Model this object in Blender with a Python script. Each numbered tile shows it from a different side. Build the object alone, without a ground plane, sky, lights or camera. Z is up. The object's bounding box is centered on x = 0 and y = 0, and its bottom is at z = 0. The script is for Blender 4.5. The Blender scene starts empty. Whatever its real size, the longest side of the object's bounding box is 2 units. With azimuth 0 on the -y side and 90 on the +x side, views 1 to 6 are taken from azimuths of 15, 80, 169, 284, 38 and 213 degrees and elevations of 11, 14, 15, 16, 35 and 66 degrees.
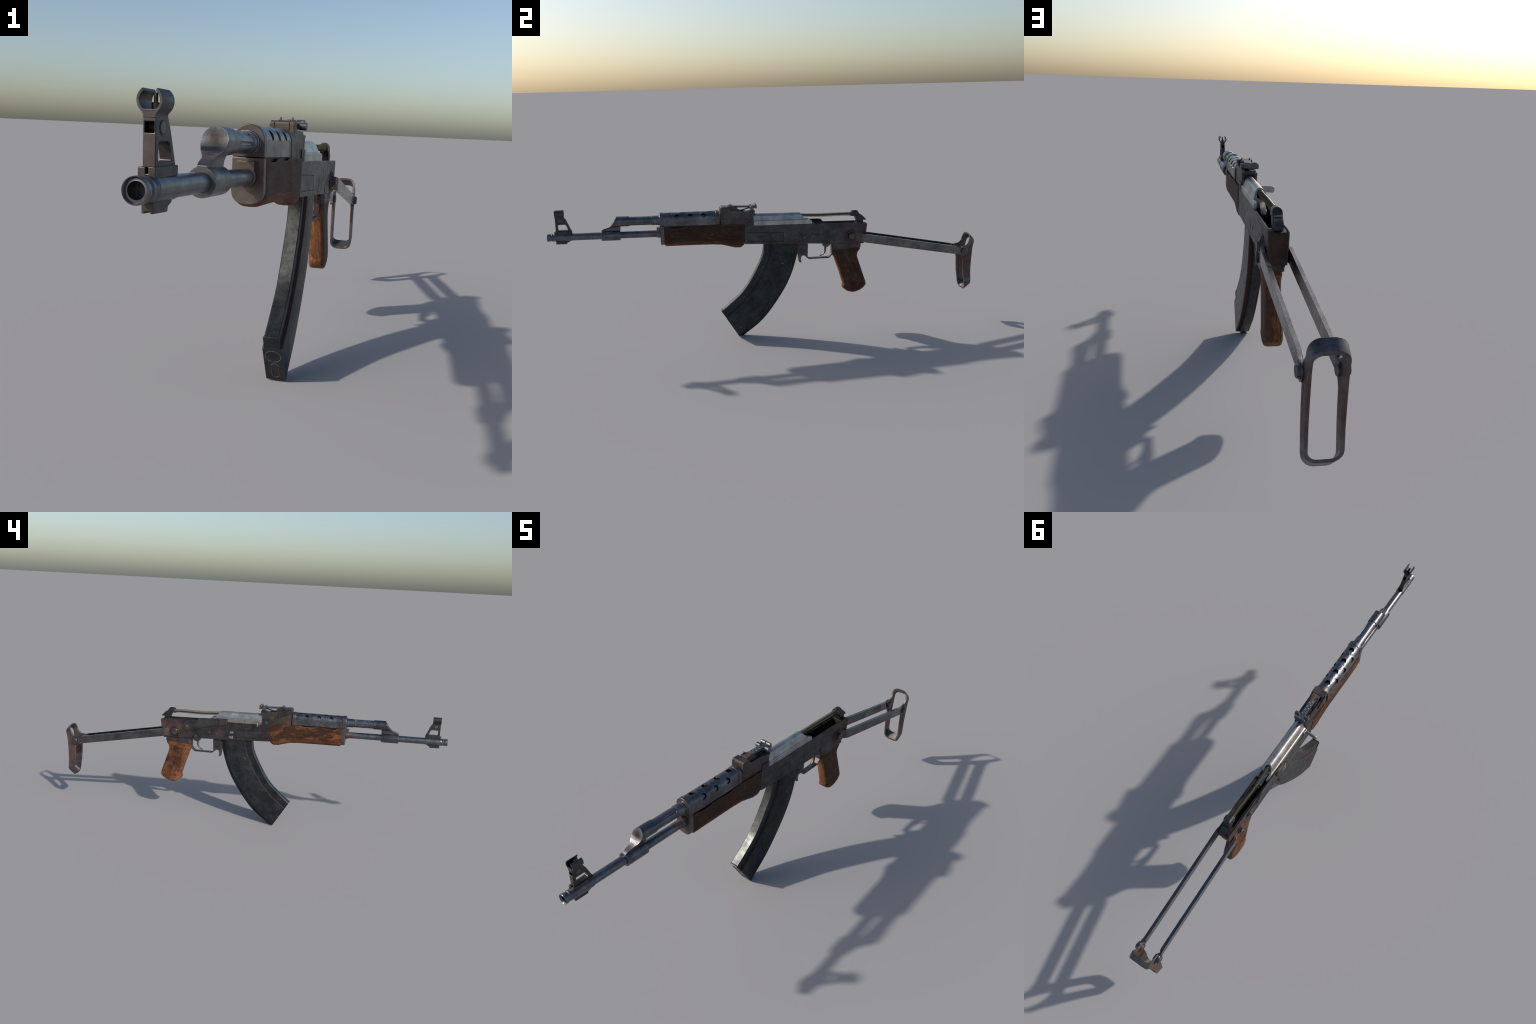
import bpy, bmesh, math, random
from mathutils import Vector, Matrix
random.seed(7)
C, S, PI = math.cos, math.sin, math.pi
COL = bpy.context.scene.collection

# ------------------------------------------------------------------ materials
class G:
    """tiny node-graph helper"""
    def __init__(self, name):
        self.m = bpy.data.materials.new(name); self.m.use_nodes = True
        self.t = self.m.node_tree; self.n = self.t.nodes
        self.b = self.n['Principled BSDF']
        self.co = self.n.new('ShaderNodeTexCoord').outputs['Object']
    def put(self, sock, v):
        if isinstance(v, bpy.types.NodeSocket): self.t.links.new(v, sock)
        elif hasattr(sock.default_value, '__len__') and not hasattr(v, '__len__'):
            sock.default_value = [v] * len(sock.default_value)
        elif hasattr(v, '__len__') and len(v) == 3 and len(sock.default_value) == 4:
            sock.default_value = (*v, 1)
        else: sock.default_value = v
    def map(self, scale=(1, 1, 1), rot=(0, 0, 0), loc=(0, 0, 0)):
        k = self.n.new('ShaderNodeMapping')
        k.inputs['Scale'].default_value = scale; k.inputs['Rotation'].default_value = rot
        k.inputs['Location'].default_value = loc
        self.t.links.new(self.co, k.inputs['Vector']); return k.outputs[0]
    def noise(self, scale, vec=None, detail=5, rough=.6, dist=0):
        k = self.n.new('ShaderNodeTexNoise')
        self.put(k.inputs['Vector'], vec or self.co)
        k.inputs['Scale'].default_value = scale; k.inputs['Detail'].default_value = detail
        k.inputs['Roughness'].default_value = rough; k.inputs['Distortion'].default_value = dist
        return k.outputs[0]
    def ramp(self, v, *stops):
        k = self.n.new('ShaderNodeValToRGB'); self.put(k.inputs[0], v)
        e = k.color_ramp.elements
        while len(e) < len(stops): e.new(.5)
        for i, (p, c) in enumerate(stops):
            e[i].position = p
            e[i].color = (*c, 1) if hasattr(c, '__len__') else (c, c, c, 1)
        return k.outputs[0]
    def math(self, op, a, b=0.0, clamp=False):
        k = self.n.new('ShaderNodeMath'); k.operation = op; k.use_clamp = clamp
        self.put(k.inputs[0], a); self.put(k.inputs[1], b); return k.outputs[0]
    def mix(self, f, a, b, mode='MIX'):
        k = self.n.new('ShaderNodeMix'); k.data_type = 'RGBA'; k.blend_type = mode
        self.put(k.inputs['Factor'], f); self.put(k.inputs[6], a); self.put(k.inputs[7], b)
        return k.outputs[2]
    def edge(self, r, lo=.02, hi=.16):
        """mask of sharp outside/inside edges from the rounded-edge normal"""
        bv = self.n.new('ShaderNodeBevel'); bv.samples = 4; bv.inputs[0].default_value = r
        ge = self.n.new('ShaderNodeNewGeometry')
        d = self.n.new('ShaderNodeVectorMath'); d.operation = 'DOT_PRODUCT'
        self.t.links.new(bv.outputs[0], d.inputs[0]); self.t.links.new(ge.outputs['Normal'], d.inputs[1])
        return self.ramp(self.math('SUBTRACT', 1.0, d.outputs['Value']), (lo, 0.), (hi, 1.))
    def near(self, p, r0, r1):
        """1 inside r0 of point p fading to 0 at r1"""
        d = self.n.new('ShaderNodeVectorMath'); d.operation = 'DISTANCE'
        self.t.links.new(self.co, d.inputs[0]); d.inputs[1].default_value = p
        return self.math('SUBTRACT', 1.0, self.math('DIVIDE', self.math('SUBTRACT', d.outputs['Value'], r0), r1 - r0), True)
    def axis(self, i):
        k = self.n.new('ShaderNodeSeparateXYZ'); self.t.links.new(self.co, k.inputs[0]); return k.outputs[i]
    def bump(self, h, strength, dist):
        k = self.n.new('ShaderNodeBump'); k.inputs['Strength'].default_value = strength
        k.inputs['Distance'].default_value = dist; self.put(k.inputs['Height'], h)
        self.t.links.new(k.outputs[0], self.b.inputs['Normal'])
    def out(self, col, metal, rough):
        self.put(self.b.inputs['Base Color'], col); self.put(self.b.inputs['Metallic'], metal)
        self.put(self.b.inputs['Roughness'], rough); return self.m

RUST = ((.135, .047, .028), (.066, .030, .023))

def steel(name, dark, light, rough, rust=.0, edge_col=None, edge=.5, metal=.92, spots=(), scratch=.25, stretch=(1, .35, 1), front=.75, dent=0.0, speck=0.0, dark_spot=None):
    """blued / worn steel: two-tone clouding, brushed streaks, rust patches, scratches, worn edges"""
    g = G(name)
    cloud = g.noise(16, None, 7, .7)
    col = g.ramp(cloud, (.36, dark), (.64, light))
    streak = g.noise(60, g.map(stretch), 4, .7)
    col = g.mix(.45, col, g.ramp(streak, (.3, .62), (.7, 1.3)), 'MULTIPLY')
    # fine scratches
    sc = g.noise(150, g.map((1, .22, .5), (.5, .3, .2)), 3, .6)
    scm = g.math('MULTIPLY', g.ramp(sc, (.66, 0.), (.76, 1.)), g.ramp(g.noise(22, None, 3), (.48, 0.), (.66, scratch)))
    col = g.mix(scm, col, tuple(min(1, c * 3.2 + .03) for c in light))
    if speck:
        sp = g.math('MULTIPLY', g.ramp(g.noise(230, g.map((1, .6, .8), (.4, .2, .1)), 3, .7), (.60, 0.), (.68, speck)), g.ramp(g.noise(17, None, 5, .7), (.46, .05), (.62, 1.)))
        col = g.mix(sp, col, tuple(min(1, c * 3.5 + .02) for c in light))
    if dark_spot:
        col = g.mix(g.math('MULTIPLY', g.near(*dark_spot), .92), col, (.016, .013, .012))
    # rust
    rn = g.noise(26, g.map((1, 1, 1), loc=(3, 1, 2)), 6, .7)
    rm = g.ramp(rn, (.60 - .25 * rust, 0.), (.80 - .15 * rust, min(1, rust * 1.6)))
    for p, r0, r1 in spots:
        rm = g.math('MAXIMUM', rm, g.math('MULTIPLY', g.near(p, r0, r1), g.ramp(rn, (.30, .35), (.62, 1.))))
    rc = g.ramp(g.noise(70, None, 4), (.35, RUST[1]), (.68, RUST[0]))
    col = g.mix(g.math('MULTIPLY', rm, .85), col, rc)
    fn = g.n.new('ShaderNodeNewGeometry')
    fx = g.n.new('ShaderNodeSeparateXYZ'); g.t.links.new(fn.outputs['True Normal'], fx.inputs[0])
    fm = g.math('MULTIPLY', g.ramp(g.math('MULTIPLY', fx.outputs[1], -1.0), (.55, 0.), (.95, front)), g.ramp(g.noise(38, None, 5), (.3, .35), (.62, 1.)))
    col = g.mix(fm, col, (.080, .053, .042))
    ec = edge_col or tuple(min(1, c * 2.2 + .02) for c in light)
    em = g.math('MULTIPLY', g.edge(.0028), g.ramp(g.noise(40, None, 4), (.38, 0.), (.62, edge)))
    col = g.mix(em, col, ec)
    ro = g.math('ADD', g.math('MULTIPLY', rm, .28), g.ramp(g.noise(45, None, 5), (.3, rough - .08), (.7, rough + .10)))
    g.bump(g.math('ADD', g.noise(180, None, 4), g.math('MULTIPLY', g.noise(32, None, 3), 2.0 + dent)), .12 + dent * .012, .0012)
    return g.out(col, g.math('SUBTRACT', g.math('SUBTRACT', metal, g.math('MULTIPLY', rm, .55)), g.math('MULTIPLY', fm, .45), True), ro)

def wood(name, rot, dark, mid, light, stain_bias=0.0, centre=None, rside=.75, patch=(.30, .115, .044)):
    g = G(name)
    v = g.map((1, 1, 1), rot)
    k = g.n.new('ShaderNodeMapping'); k.inputs['Scale'].default_value = (1, .12, 1); g.t.links.new(v, k.inputs[0]); gv = k.outputs[0]
    grain = g.noise(110, gv, 5, .7, .4)
    col = g.ramp(grain, (.30, dark), (.52, mid), (.72, light))
    fine = g.noise(330, gv, 3, .7)
    col = g.mix(.5, col, g.ramp(fine, (.3, .55), (.65, 1.25)), 'MULTIPLY')
    st = g.noise(24, g.map((1, .55, 1), rot, (5, 2, 1)), 7, .72)
    if stain_bias is not None:
        sm = g.ramp(st, (.40 + stain_bias, .95), (.60 + stain_bias, .0))
    # right side (x>0) darker
    sx = g.ramp(g.math('ADD', g.math('MULTIPLY', g.axis(0), 16.0), .5), (.55, 0.), (.85, 1.))
    sm = g.math('MAXIMUM', sm, g.math('MULTIPLY', sx, g.ramp(st, (.42, 1.), (.75, rside))))
    if centre:
        for p, r0, r1, a in centre:
            sm = g.math('MAXIMUM', sm, g.math('MULTIPLY', g.near(p, r0, r1), g.ramp(st, (.38, a), (.70, a * .5))))
    ge = g.n.new('ShaderNodeNewGeometry'); sp = g.n.new('ShaderNodeSeparateXYZ'); g.t.links.new(ge.outputs['Normal'], sp.inputs[0])
    under = g.ramp(g.math('ADD', sp.outputs[2], .5), (.12, .3), (.42, 1.))       # underside rubbed clean
    sm = g.math('MULTIPLY', sm, under, True)
    stain = g.ramp(fine, (.35, (.016, .009, .0075)), (.7, (.034, .017, .012)))
    col = g.mix(g.math('MULTIPLY', sm, .90), col, stain)
    pm = g.math('MULTIPLY', g.ramp(g.noise(27, g.map((1, .5, 1), rot, (2, 7, 3)), 6, .68), (.52, 0.), (.68, .62)), g.math('SUBTRACT', 1.0, g.math('MULTIPLY', sx, .8)))
    col = g.mix(pm, col, g.mix(.6, patch, g.ramp(grain, (.3, .45), (.7, 1.25)), 'MULTIPLY'))
    k2 = g.n.new('ShaderNodeMapping'); k2.inputs['Scale'].default_value = (1, .035, 1); g.t.links.new(v, k2.inputs[0])
    cr = g.ramp(g.noise(75, k2.outputs[0], 2, .5), (.475, 0.), (.495, .75), (.505, .75), (.525, 0.))
    cr = g.math('MULTIPLY', cr, g.ramp(st, (.45, 0.), (.6, 1.)))
    col = g.mix(cr, col, (.014, .008, .006))
    fl = g.ramp(g.noise(85, g.map((1, .45, 1), rot, (1, 4, 2)), 4, .6), (.63, 0.), (.74, .5))
    col = g.mix(fl, col, tuple(c * 1.05 for c in light))
    em = g.math('MULTIPLY', g.edge(.004, .02, .2), g.ramp(g.noise(35, None, 4), (.35, .10), (.6, .75)))
    col = g.mix(em, col, tuple(c * 1.1 for c in light))
    g.bump(g.math('ADD', grain, fine), .25, .0012)
    g.b.inputs['Specular IOR Level'].default_value = .18
    return g.out(col, 0., g.ramp(st, (.3, .5), (.7, .68)))

def plain(name, col, metal, rough):
    g = G(name)
    c = g.mix(.5, col, g.ramp(g.noise(60), (.3, .6), (.7, 1.35)), 'MULTIPLY')
    return g.out(c, metal, rough)

PIV = [((.03, .385, .455), .028, .075), ((-.03, .385, .455), .028, .075), ((.03, .435, .48), .01, .05), ((0, .445, .50), .02, .06), ((-.03, .13, .475), .0, .035)]
BE = (.17, .105, .075)
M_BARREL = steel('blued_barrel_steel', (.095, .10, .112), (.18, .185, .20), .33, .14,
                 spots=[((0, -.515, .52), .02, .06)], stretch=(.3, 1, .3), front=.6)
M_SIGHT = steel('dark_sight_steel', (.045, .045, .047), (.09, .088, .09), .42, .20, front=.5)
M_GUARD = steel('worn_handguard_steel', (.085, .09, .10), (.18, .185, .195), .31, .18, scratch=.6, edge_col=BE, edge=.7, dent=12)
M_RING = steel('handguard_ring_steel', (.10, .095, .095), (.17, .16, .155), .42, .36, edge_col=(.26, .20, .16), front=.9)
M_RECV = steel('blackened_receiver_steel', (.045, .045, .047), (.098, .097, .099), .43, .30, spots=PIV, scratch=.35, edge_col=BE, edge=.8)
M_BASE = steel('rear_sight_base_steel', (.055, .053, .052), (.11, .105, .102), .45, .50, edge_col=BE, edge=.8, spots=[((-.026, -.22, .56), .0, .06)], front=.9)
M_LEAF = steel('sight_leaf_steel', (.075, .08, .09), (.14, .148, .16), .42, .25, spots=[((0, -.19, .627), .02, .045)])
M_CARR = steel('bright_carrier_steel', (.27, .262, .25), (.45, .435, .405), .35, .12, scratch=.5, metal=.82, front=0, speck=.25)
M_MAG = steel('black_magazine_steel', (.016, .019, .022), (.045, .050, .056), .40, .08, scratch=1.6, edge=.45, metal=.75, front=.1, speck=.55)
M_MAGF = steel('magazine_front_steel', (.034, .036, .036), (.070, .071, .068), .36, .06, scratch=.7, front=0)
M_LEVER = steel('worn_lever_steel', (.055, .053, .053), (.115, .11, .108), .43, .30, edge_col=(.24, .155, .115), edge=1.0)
M_GAS = steel('gas_block_steel', (.085, .088, .098), (.165, .168, .178), .33, .16, stretch=(.3, 1, .3), front=.12, dark_spot=((0, -.708, .588), .006, .030), spots=[((0, -.745, .56), .0, .03)])
M_GROOVE = plain('rusty_groove', (.05, .018, .012), .2, .7)
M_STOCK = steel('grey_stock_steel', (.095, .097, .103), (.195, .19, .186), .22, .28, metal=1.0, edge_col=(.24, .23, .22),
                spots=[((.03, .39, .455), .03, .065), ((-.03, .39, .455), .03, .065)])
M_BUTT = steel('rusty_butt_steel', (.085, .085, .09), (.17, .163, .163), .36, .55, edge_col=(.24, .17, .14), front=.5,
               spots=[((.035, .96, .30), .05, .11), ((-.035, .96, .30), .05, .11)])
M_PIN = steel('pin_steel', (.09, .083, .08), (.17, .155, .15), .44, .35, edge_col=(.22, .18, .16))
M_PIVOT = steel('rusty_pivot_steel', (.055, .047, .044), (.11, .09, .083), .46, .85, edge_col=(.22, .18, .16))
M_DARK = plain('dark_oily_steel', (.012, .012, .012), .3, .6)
M_INNER = steel('receiver_inside_steel', (.045, .035, .03), (.08, .06, .05), .5, .5)
M_SPRING = plain('brass_coloured_spring', (.145, .125, .068), .85, .42)
M_ROD = plain('spring_rod_steel', (.10, .105, .11), .9, .4)
M_TRIG = steel('worn_trigger_steel', (.10, .09, .085), (.18, .165, .155), .42, .45)
M_MARK = plain('worn_marking', (.42, .42, .41), .2, .5)
M_MARKB = plain('sight_numerals', (.38, .42, .50), .2, .5)
M_SCUFF = plain('scuffed_edge', (.22, .22, .215), .6, .5)
M_WOODH = wood('dark_stained_wood', (0, 0, 0), (.050, .019, .010), (.140, .052, .021), (.33, .13, .048), .12,
               centre=[((-.03, -.20, .50), .0, .06, .9), ((-.03, -.34, .49), .0, .07, .85), ((-.03, -.46, .50), 0, .05, .8)])
M_WOODG = wood('grip_wood', (math.radians(68), 0, 0), (.075, .029, .013), (.185, .072, .029), (.35, .148, .058), .01,
               centre=[((-.025, .366, .295), .018, .055, 1.25), ((-.025, .358, .355), .02, .052, 1.2), ((-.025, .395, .24), .008, .04, .9), ((-.025, .40, .205), .0, .03, .7),
                       ((.03, .39, .20), .02, .05, 1.), ((.03, .37, .37), .0, .05, .9)], rside=.35)

# ------------------------------------------------------------------ geometry helpers
ROOT = bpy.data.objects.new('assault_rifle', None)
ROOT.empty_display_size = .1
COL.objects.link(ROOT)
ROOT['label'] = 'worn assault rifle with wooden grip, curved magazine and folding metal stock'
ROOT['category'] = 'rifle'

def bake(ob):
    """replace the object's mesh by its modified version"""
    if not ob.modifiers: return
    old = ob.data; dg = bpy.context.evaluated_depsgraph_get(); dg.update()
    nm = bpy.data.meshes.new_from_object(ob.evaluated_get(dg))
    ob.modifiers.clear(); name = old.name; ob.data = nm; bpy.data.meshes.remove(old); nm.name = name
def finish(bm, name, mats, parent=None, bevel=0, seg=2, angle=35, bang=30, cut=None, merge=True):
    if merge: bmesh.ops.remove_doubles(bm, verts=bm.verts, dist=1e-6)
    bmesh.ops.recalc_face_normals(bm, faces=bm.faces)
    me = bpy.data.meshes.new(name); bm.to_mesh(me); bm.free()
    ob = bpy.data.objects.new(name, me); COL.objects.link(ob)
    for m in (mats if isinstance(mats, (list, tuple)) else [mats]): me.materials.append(m)
    for c in (cut or []):
        md = ob.modifiers.new('cut', 'BOOLEAN'); md.object = c; md.solver = 'EXACT'; md.operation = 'DIFFERENCE'
    bake(ob)
    for c in (cut or []):
        cm = c.data; bpy.data.objects.remove(c); bpy.data.meshes.remove(cm)
    me = ob.data
    for p in me.polygons: p.use_smooth = True
    me.set_sharp_from_angle(angle=math.radians(angle))
    if bevel:
        md = ob.modifiers.new('bevel', 'BEVEL'); md.width = bevel; md.segments = seg
        md.limit_method = 'ANGLE'; md.angle_limit = math.radians(bang); md.use_clamp_overlap = True
        wn = ob.modifiers.new('weighted', 'WEIGHTED_NORMAL'); wn.weight = 100; wn.keep_sharp = True
        bake(ob)
    ob.parent = parent or ROOT
    return ob

def ring_faces(bm, rings, close=True, caps=True, mi=0):
    vs = [[bm.verts.new(p) for p in r] for r in rings]
    n = len(vs[0])
    for a, b in zip(vs[:-1], vs[1:]):
        for i in range(n if close else n - 1):
            f = bm.faces.new((a[i], a[(i + 1) % n], b[(i + 1) % n], b[i])); f.material_index = mi
    if caps:
        for r in (vs[0], vs[-1]):
            try: bm.faces.new(r).material_index = mi
            except ValueError: pass
    return vs

def add_prism(bm, pts, x0, x1, mi=0):
    """(y,z) outline extruded along x"""
    ring_faces(bm, [[(x0, y, z) for y, z in pts], [(x1, y, z) for y, z in pts]], mi=mi)
def add_box(bm, x0, x1, y0, y1, z0, z1, mi=0):
    add_prism(bm, [(y0, z0), (y1, z0), (y1, z1), (y0, z1)], x0, x1, mi)
def add_lathe(bm, prof, p0, d, n=40, mi=0, closed=False):
    """profile (s along d, radius) turned about the axis p0 + s*d"""
    p0 = Vector(p0); d = Vector(d).normalized()
    u = d.orthogonal().normalized(); w = d.cross(u)
    rings = [[p0 + d * s + (u * C(2 * PI * i / n) + w * S(2 * PI * i / n)) * max(r, 1e-5) for i in range(n)] for s, r in prof]
    if closed: rings.append(rings[0])
    ring_faces(bm, rings, caps=not closed, mi=mi)
def add_cyl(bm, p0, p1, r, n=32, mi=0, ch=0):
    p0 = Vector(p0); p1 = Vector(p1); L = (p1 - p0).length
    prof = [(0, r), (L, r)] if not ch else [(0, r - ch), (ch, r), (L - ch, r), (L, r - ch)]
    add_lathe(bm, prof, p0, p1 - p0, n, mi)

def grow(pts, d):
    """offset a closed (y,z) outline outwards"""
    n = len(pts); A = sum(pts[i][0] * pts[(i + 1) % n][1] - pts[(i + 1) % n][0] * pts[i][1] for i in range(n)); k = 1 if A > 0 else -1; o = []
    for i in range(n):
        p, q, r = Vector(pts[i - 1]), Vector(pts[i]), Vector(pts[(i + 1) % n])
        e = (q - p).normalized(); f_ = (r - q).normalized(); m = Vector((e.y + f_.y, -e.x - f_.x)) * k
        m = m.normalized() * min(2, 1 / max(.4, m.length / 2)); v = q + m * d; o.append((v.x, v.y))
    return o
def cutter(fn):
    bm = bmesh.new(); fn(bm); bmesh.ops.recalc_face_normals(bm, faces=bm.faces)
    me = bpy.data.meshes.new('cutter'); bm.to_mesh(me); bm.free()
    ob = bpy.data.objects.new('cutter', me); COL.objects.link(ob); ob.hide_render = True; return ob

def part(fn, name, mats, parent=None, **k):
    bm = bmesh.new(); fn(bm); return finish(bm, name, mats, parent, **k)
def prism(name, pts, x0, x1, mat, parent=None, **k):
    return part(lambda b: add_prism(b, pts, x0, x1), name, mat, parent, **k)
def lathe(name, prof, p0, d, mat, parent=None, n=40, closed=False, **k):
    return part(lambda b: add_lathe(b, prof, p0, d, n, 0, closed), name, mat, parent, **k)

def lerp(tab, t):
    for (a, va), (b, vb) in zip(tab[:-1], tab[1:]):
        if t <= b: 
            f = (t - a) / (b - a); return va + (vb - va) * max(0, f)
    return tab[-1][1]
def catmull(P, n):
    """resample control points as a smooth curve with n points"""
    P = [Vector(p) for p in P]; Q = [P[0] * 2 - P[1]] + P + [P[-1] * 2 - P[-2]]; out = []
    m = len(P) - 1
    for k in range(n):
        t = k / (n - 1) * m; i = min(int(t), m - 1); f = t - i
        a, b, c, d = Q[i:i + 4]
        out.append(.5 * (2 * b + (c - a) * f + (2 * a - 5 * b + 4 * c - d) * f * f + (3 * b - a - 3 * c + d) * f ** 3))
    return out

def bore(y): return .5299 - .0227 * (y + 1)          # barrel axis height
def gas(y): return .5832 - .0258 * (y + .643)         # gas tube axis height
BD = (0, 1, -.0227); GD = (0, 1, -.0258)
def on_bore(y): return (0, y, bore(y))
def on_gas(y): return (0, y, gas(y))

# ------------------------------------------------------------------ barrel
barrel = lathe('barrel', [(.12, .0107), (-.004, .0107), (-.004, .0125), (0, .0157), (.19, .0157), (.31, .0155), (.56, .0155)], on_bore(-.968), BD, M_BARREL)
lathe('muzzle_nut', [(.018, .0112), (.004, .0112), (.0045, .0138), (.0012, .0152), (0, .0163), (.001, .0171), (.010, .0173), (.011, .0165),
                     (.0125, .0166), (.0165, .0150), (.019, .0152), (.0205, .0168), (.027, .0169), (.0285, .0162), (.030, .0170), (.038, .0170), (.038, .0112)],
      on_bore(-1.0), BD, M_BARREL, barrel, closed=True)
def f(b):
    add_lathe(b, [(0, .0172), (.001, .0188), (.016, .0188)], on_bore(-.5265), BD)
    add_prism(b, [(-.5265, .524), (-.5265, .5480), (-.511, .5478), (-.511, .524)], -.0156, .0156)
part(f, 'barrel_collar', M_RING, barrel, bevel=.0008)

# ------------------------------------------------------------------ front sight
tower = [(-.9606, .553), (-.9602, .600), (-.9600, .6160), (-.9220, .6160), (-.9133, .6008), (-.8938, .553)]
def f(b):
    add_prism(b, tower, -.0083, .0083)
cuts = [cutter(lambda b: add_prism(b, [(-.9507, .5635), (-.9505, .5825), (-.9485, .5852), (-.9205, .5850), (-.9150, .5815), (-.9090, .5625), (-.9105, .5605), (-.949, .5608)], -.03, .03)),
        cutter(lambda b: add_box(b, -.0060, .0060, -.975, -.90, .5952, .6082))]
fs = part(f, 'front_sight', M_SIGHT, bevel=.0012, cut=cuts)
def f(b):
    n = 18; zc, ro, ri = .6330, .0166, .0128
    def half(r, a0, a1): return [(r * C(math.radians(a0 + (a1 - a0) * i / n)), zc + r * S(math.radians(a0 + (a1 - a0) * i / n))) for i in range(n + 1)]
    R_ = [(.0082, .6130), (.0084, .6165), (.0098, .6190), (.0128, .6222)] + half(ro, -34, 57) + list(reversed(half(ri, -54, 53)))
    sec = R_ + [(-x, z) for x, z in reversed(R_)]
    ring_faces(b, [[(x, y, z) for x, z in sec] for y in (-.9607, -.9225)])
part(f, 'sight_hood', M_SIGHT, fs, bevel=.0005)
def f(b):
    add_cyl(b, (0, -.941, .6195), (0, -.941, .6310), .0052, 24, 0, .0008)
    add_cyl(b, (0, -.941, .629), (0, -.941, .6425), .0026, 20, 0, .0004)
part(f, 'sight_post', M_SIGHT, fs)
part(lambda b: (add_cyl(b, (-.0096, -.9398, .6018), (.0096, -.9398, .6018), .0080, 28, 0, .0008), add_cyl(b, (-.0085, -.9398, .6018), (.0085, -.9398, .6018), .0092, 28, 1)), 'sight_drum', [M_PIN, M_DARK], fs, merge=False)
def f(b):
    add_box(b, -.0114, .0114, -.9672, -.8935, .5420, .5556)
    add_prism(b, [(-.9640, .516), (-.9640, .4995), (-.9190, .4978), (-.9165, .5045), (-.9045, .5090), (-.9045, .516)], -.0078, .0078)
cuts = [cutter(lambda b: add_box(b, -.0035, .0035, -.98, -.89, .490, .5022)), cutter(lambda b: add_box(b, -.0018, .0018, -.98, -.955, .5475, .5570))]
part(f, 'sight_base', M_SIGHT, fs, bevel=.001, merge=False, cut=cuts)
lathe('sight_sleeve', [(0, .0166), (.0008, .0176), (.067, .0176), (.068, .0168)], on_bore(-.9640), BD, M_BARREL, fs)

# ------------------------------------------------------------------ gas block and tube
sweep = catmull([(0, -.7790, .5430), (0, -.7690, .5490), (0, -.7580, .5548), (0, -.7358, .5622), (0, -.7180, .5761), (0, -.7070, .5941), (0, -.6985, .6090), (0, -.693, .620)], 40)
scoop = lambda: cutter(lambda b: add_prism(b, [(p.y, p.z) for p in sweep] + [(-.80, .64), (-.80, .543)], -.05, .05))
gb = lathe('gas_block', [(0, .0228), (.0008, .0234), (.0815, .0234), (.0825, .0228)], on_bore(-.7693), BD, M_GAS)
def f(b): add_lathe(b, [(0, .0226), (.1065, .0226), (.1075, .0218)], on_gas(-.7515), GD, 56)
part(f, 'gas_chamber', M_GAS, gb, cut=[scoop()], bevel=.0006)
def f(b):
    ring_faces(b, [[(-w, -.7690, z), (w, -.7690, z), (w, y1, z), (-w, y1, z)] for z, w, y1 in
                   ((.536, .0075, -.6862), (.548, .0078, -.6855), (.555, .0088, -.6845), (.560, .0106, -.6842), (.5645, .0140, -.684), (.569, .0178, -.684), (.573, .0198, -.684), (.5765, .0208, -.684))])
part(f, 'gas_neck', M_GAS, gb, cut=[scoop()], bevel=.0006)

def capsule(b, p0, p1, r, n=12, k=5):
    p0 = Vector(p0); p1 = Vector(p1); L = (p1 - p0).length
    prof = [(r - r * C(PI / 2 * i / k), r * S(PI / 2 * i / k)) for i in range(k + 1)]
    prof += [(L - r + r * S(PI / 2 * i / k), r * C(PI / 2 * i / k)) for i in range(k + 1)]
    add_lathe(b, prof, p0, p1 - p0, n)
fl = []
for a in (41, -41, 95, -95):
    a = math.radians(a)
    def f(b, a=a):
        o = Vector((S(a), 0, C(a))) * .0213
        capsule(b, Vector(on_gas(-.634)) + o, Vector(on_gas(-.553)) + o, .0042)
    fl.append(cutter(f))
tube = lathe('gas_tube', [(0, .0197), (.135, .0197), (.16, .0197)], on_gas(-.65), GD, M_BARREL, n=56, cut=fl)
lathe('tube_collar', [(0, .0200), (.0006, .0212), (.024, .0212), (.0246, .0204), (.026, .0204), (.0266, .0222), (.034, .0222), (.037, .0245), (.040, .0245)], on_gas(-.5470), GD, M_BARREL, tube)
lathe('inner_tube', [(0, .0234), (.005, .0247), (.245, .0247), (.25, .020)], on_gas(-.512), GD, M_BARREL, tube)

# ------------------------------------------------------------------ upper handguard
def arch(hw, zc, zb, n=28):
    p = [(hw, zb), (hw, (zb + zc) / 2)]
    p += [(hw * C(PI * i / n), zc + hw * S(PI * i / n)) for i in range(n + 1)]
    return p + [(-hw, (zb + zc) / 2), (-hw, zb)]
def add_arch_tube(b, hw, th, st):
    """arched sheet: st = list of (y, arch centre z, bottom z)"""
    rings = []
    for y, zc, zb in st:
        o = arch(hw, zc, zb); i = arch(hw - th, zc, zb)
        rings.append([(x, y, z) for x, z in o] + [(x, y, z) for x, z in reversed(i)])
    n = len(rings[0]); vs = [[b.verts.new(p) for p in r] for r in rings]
    for a, c in zip(vs[:-1], vs[1:]):
        for i in range(n): b.faces.new((a[i], a[(i + 1) % n], c[(i + 1) % n], c[i]))
    for r in (vs[0], vs[-1]):
        for i in range(n // 2 - 1): b.faces.new((r[i], r[i + 1], r[n - 2 - i], r[n - 1 - i]))
def gz(y): return .5838 - .0155 * (y + .5)            # arch centre height
def gb_(y): return .5545 - .022 * (y + .5)            # lower edge height
cuts = []
for i in range(4):
    y = -.4672 + .0612 * i
    cuts.append(cutter(lambda b, y=y: add_cyl(b, (-.001, y, .600), (-.001, y, .63), .0110, 28)))
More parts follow.
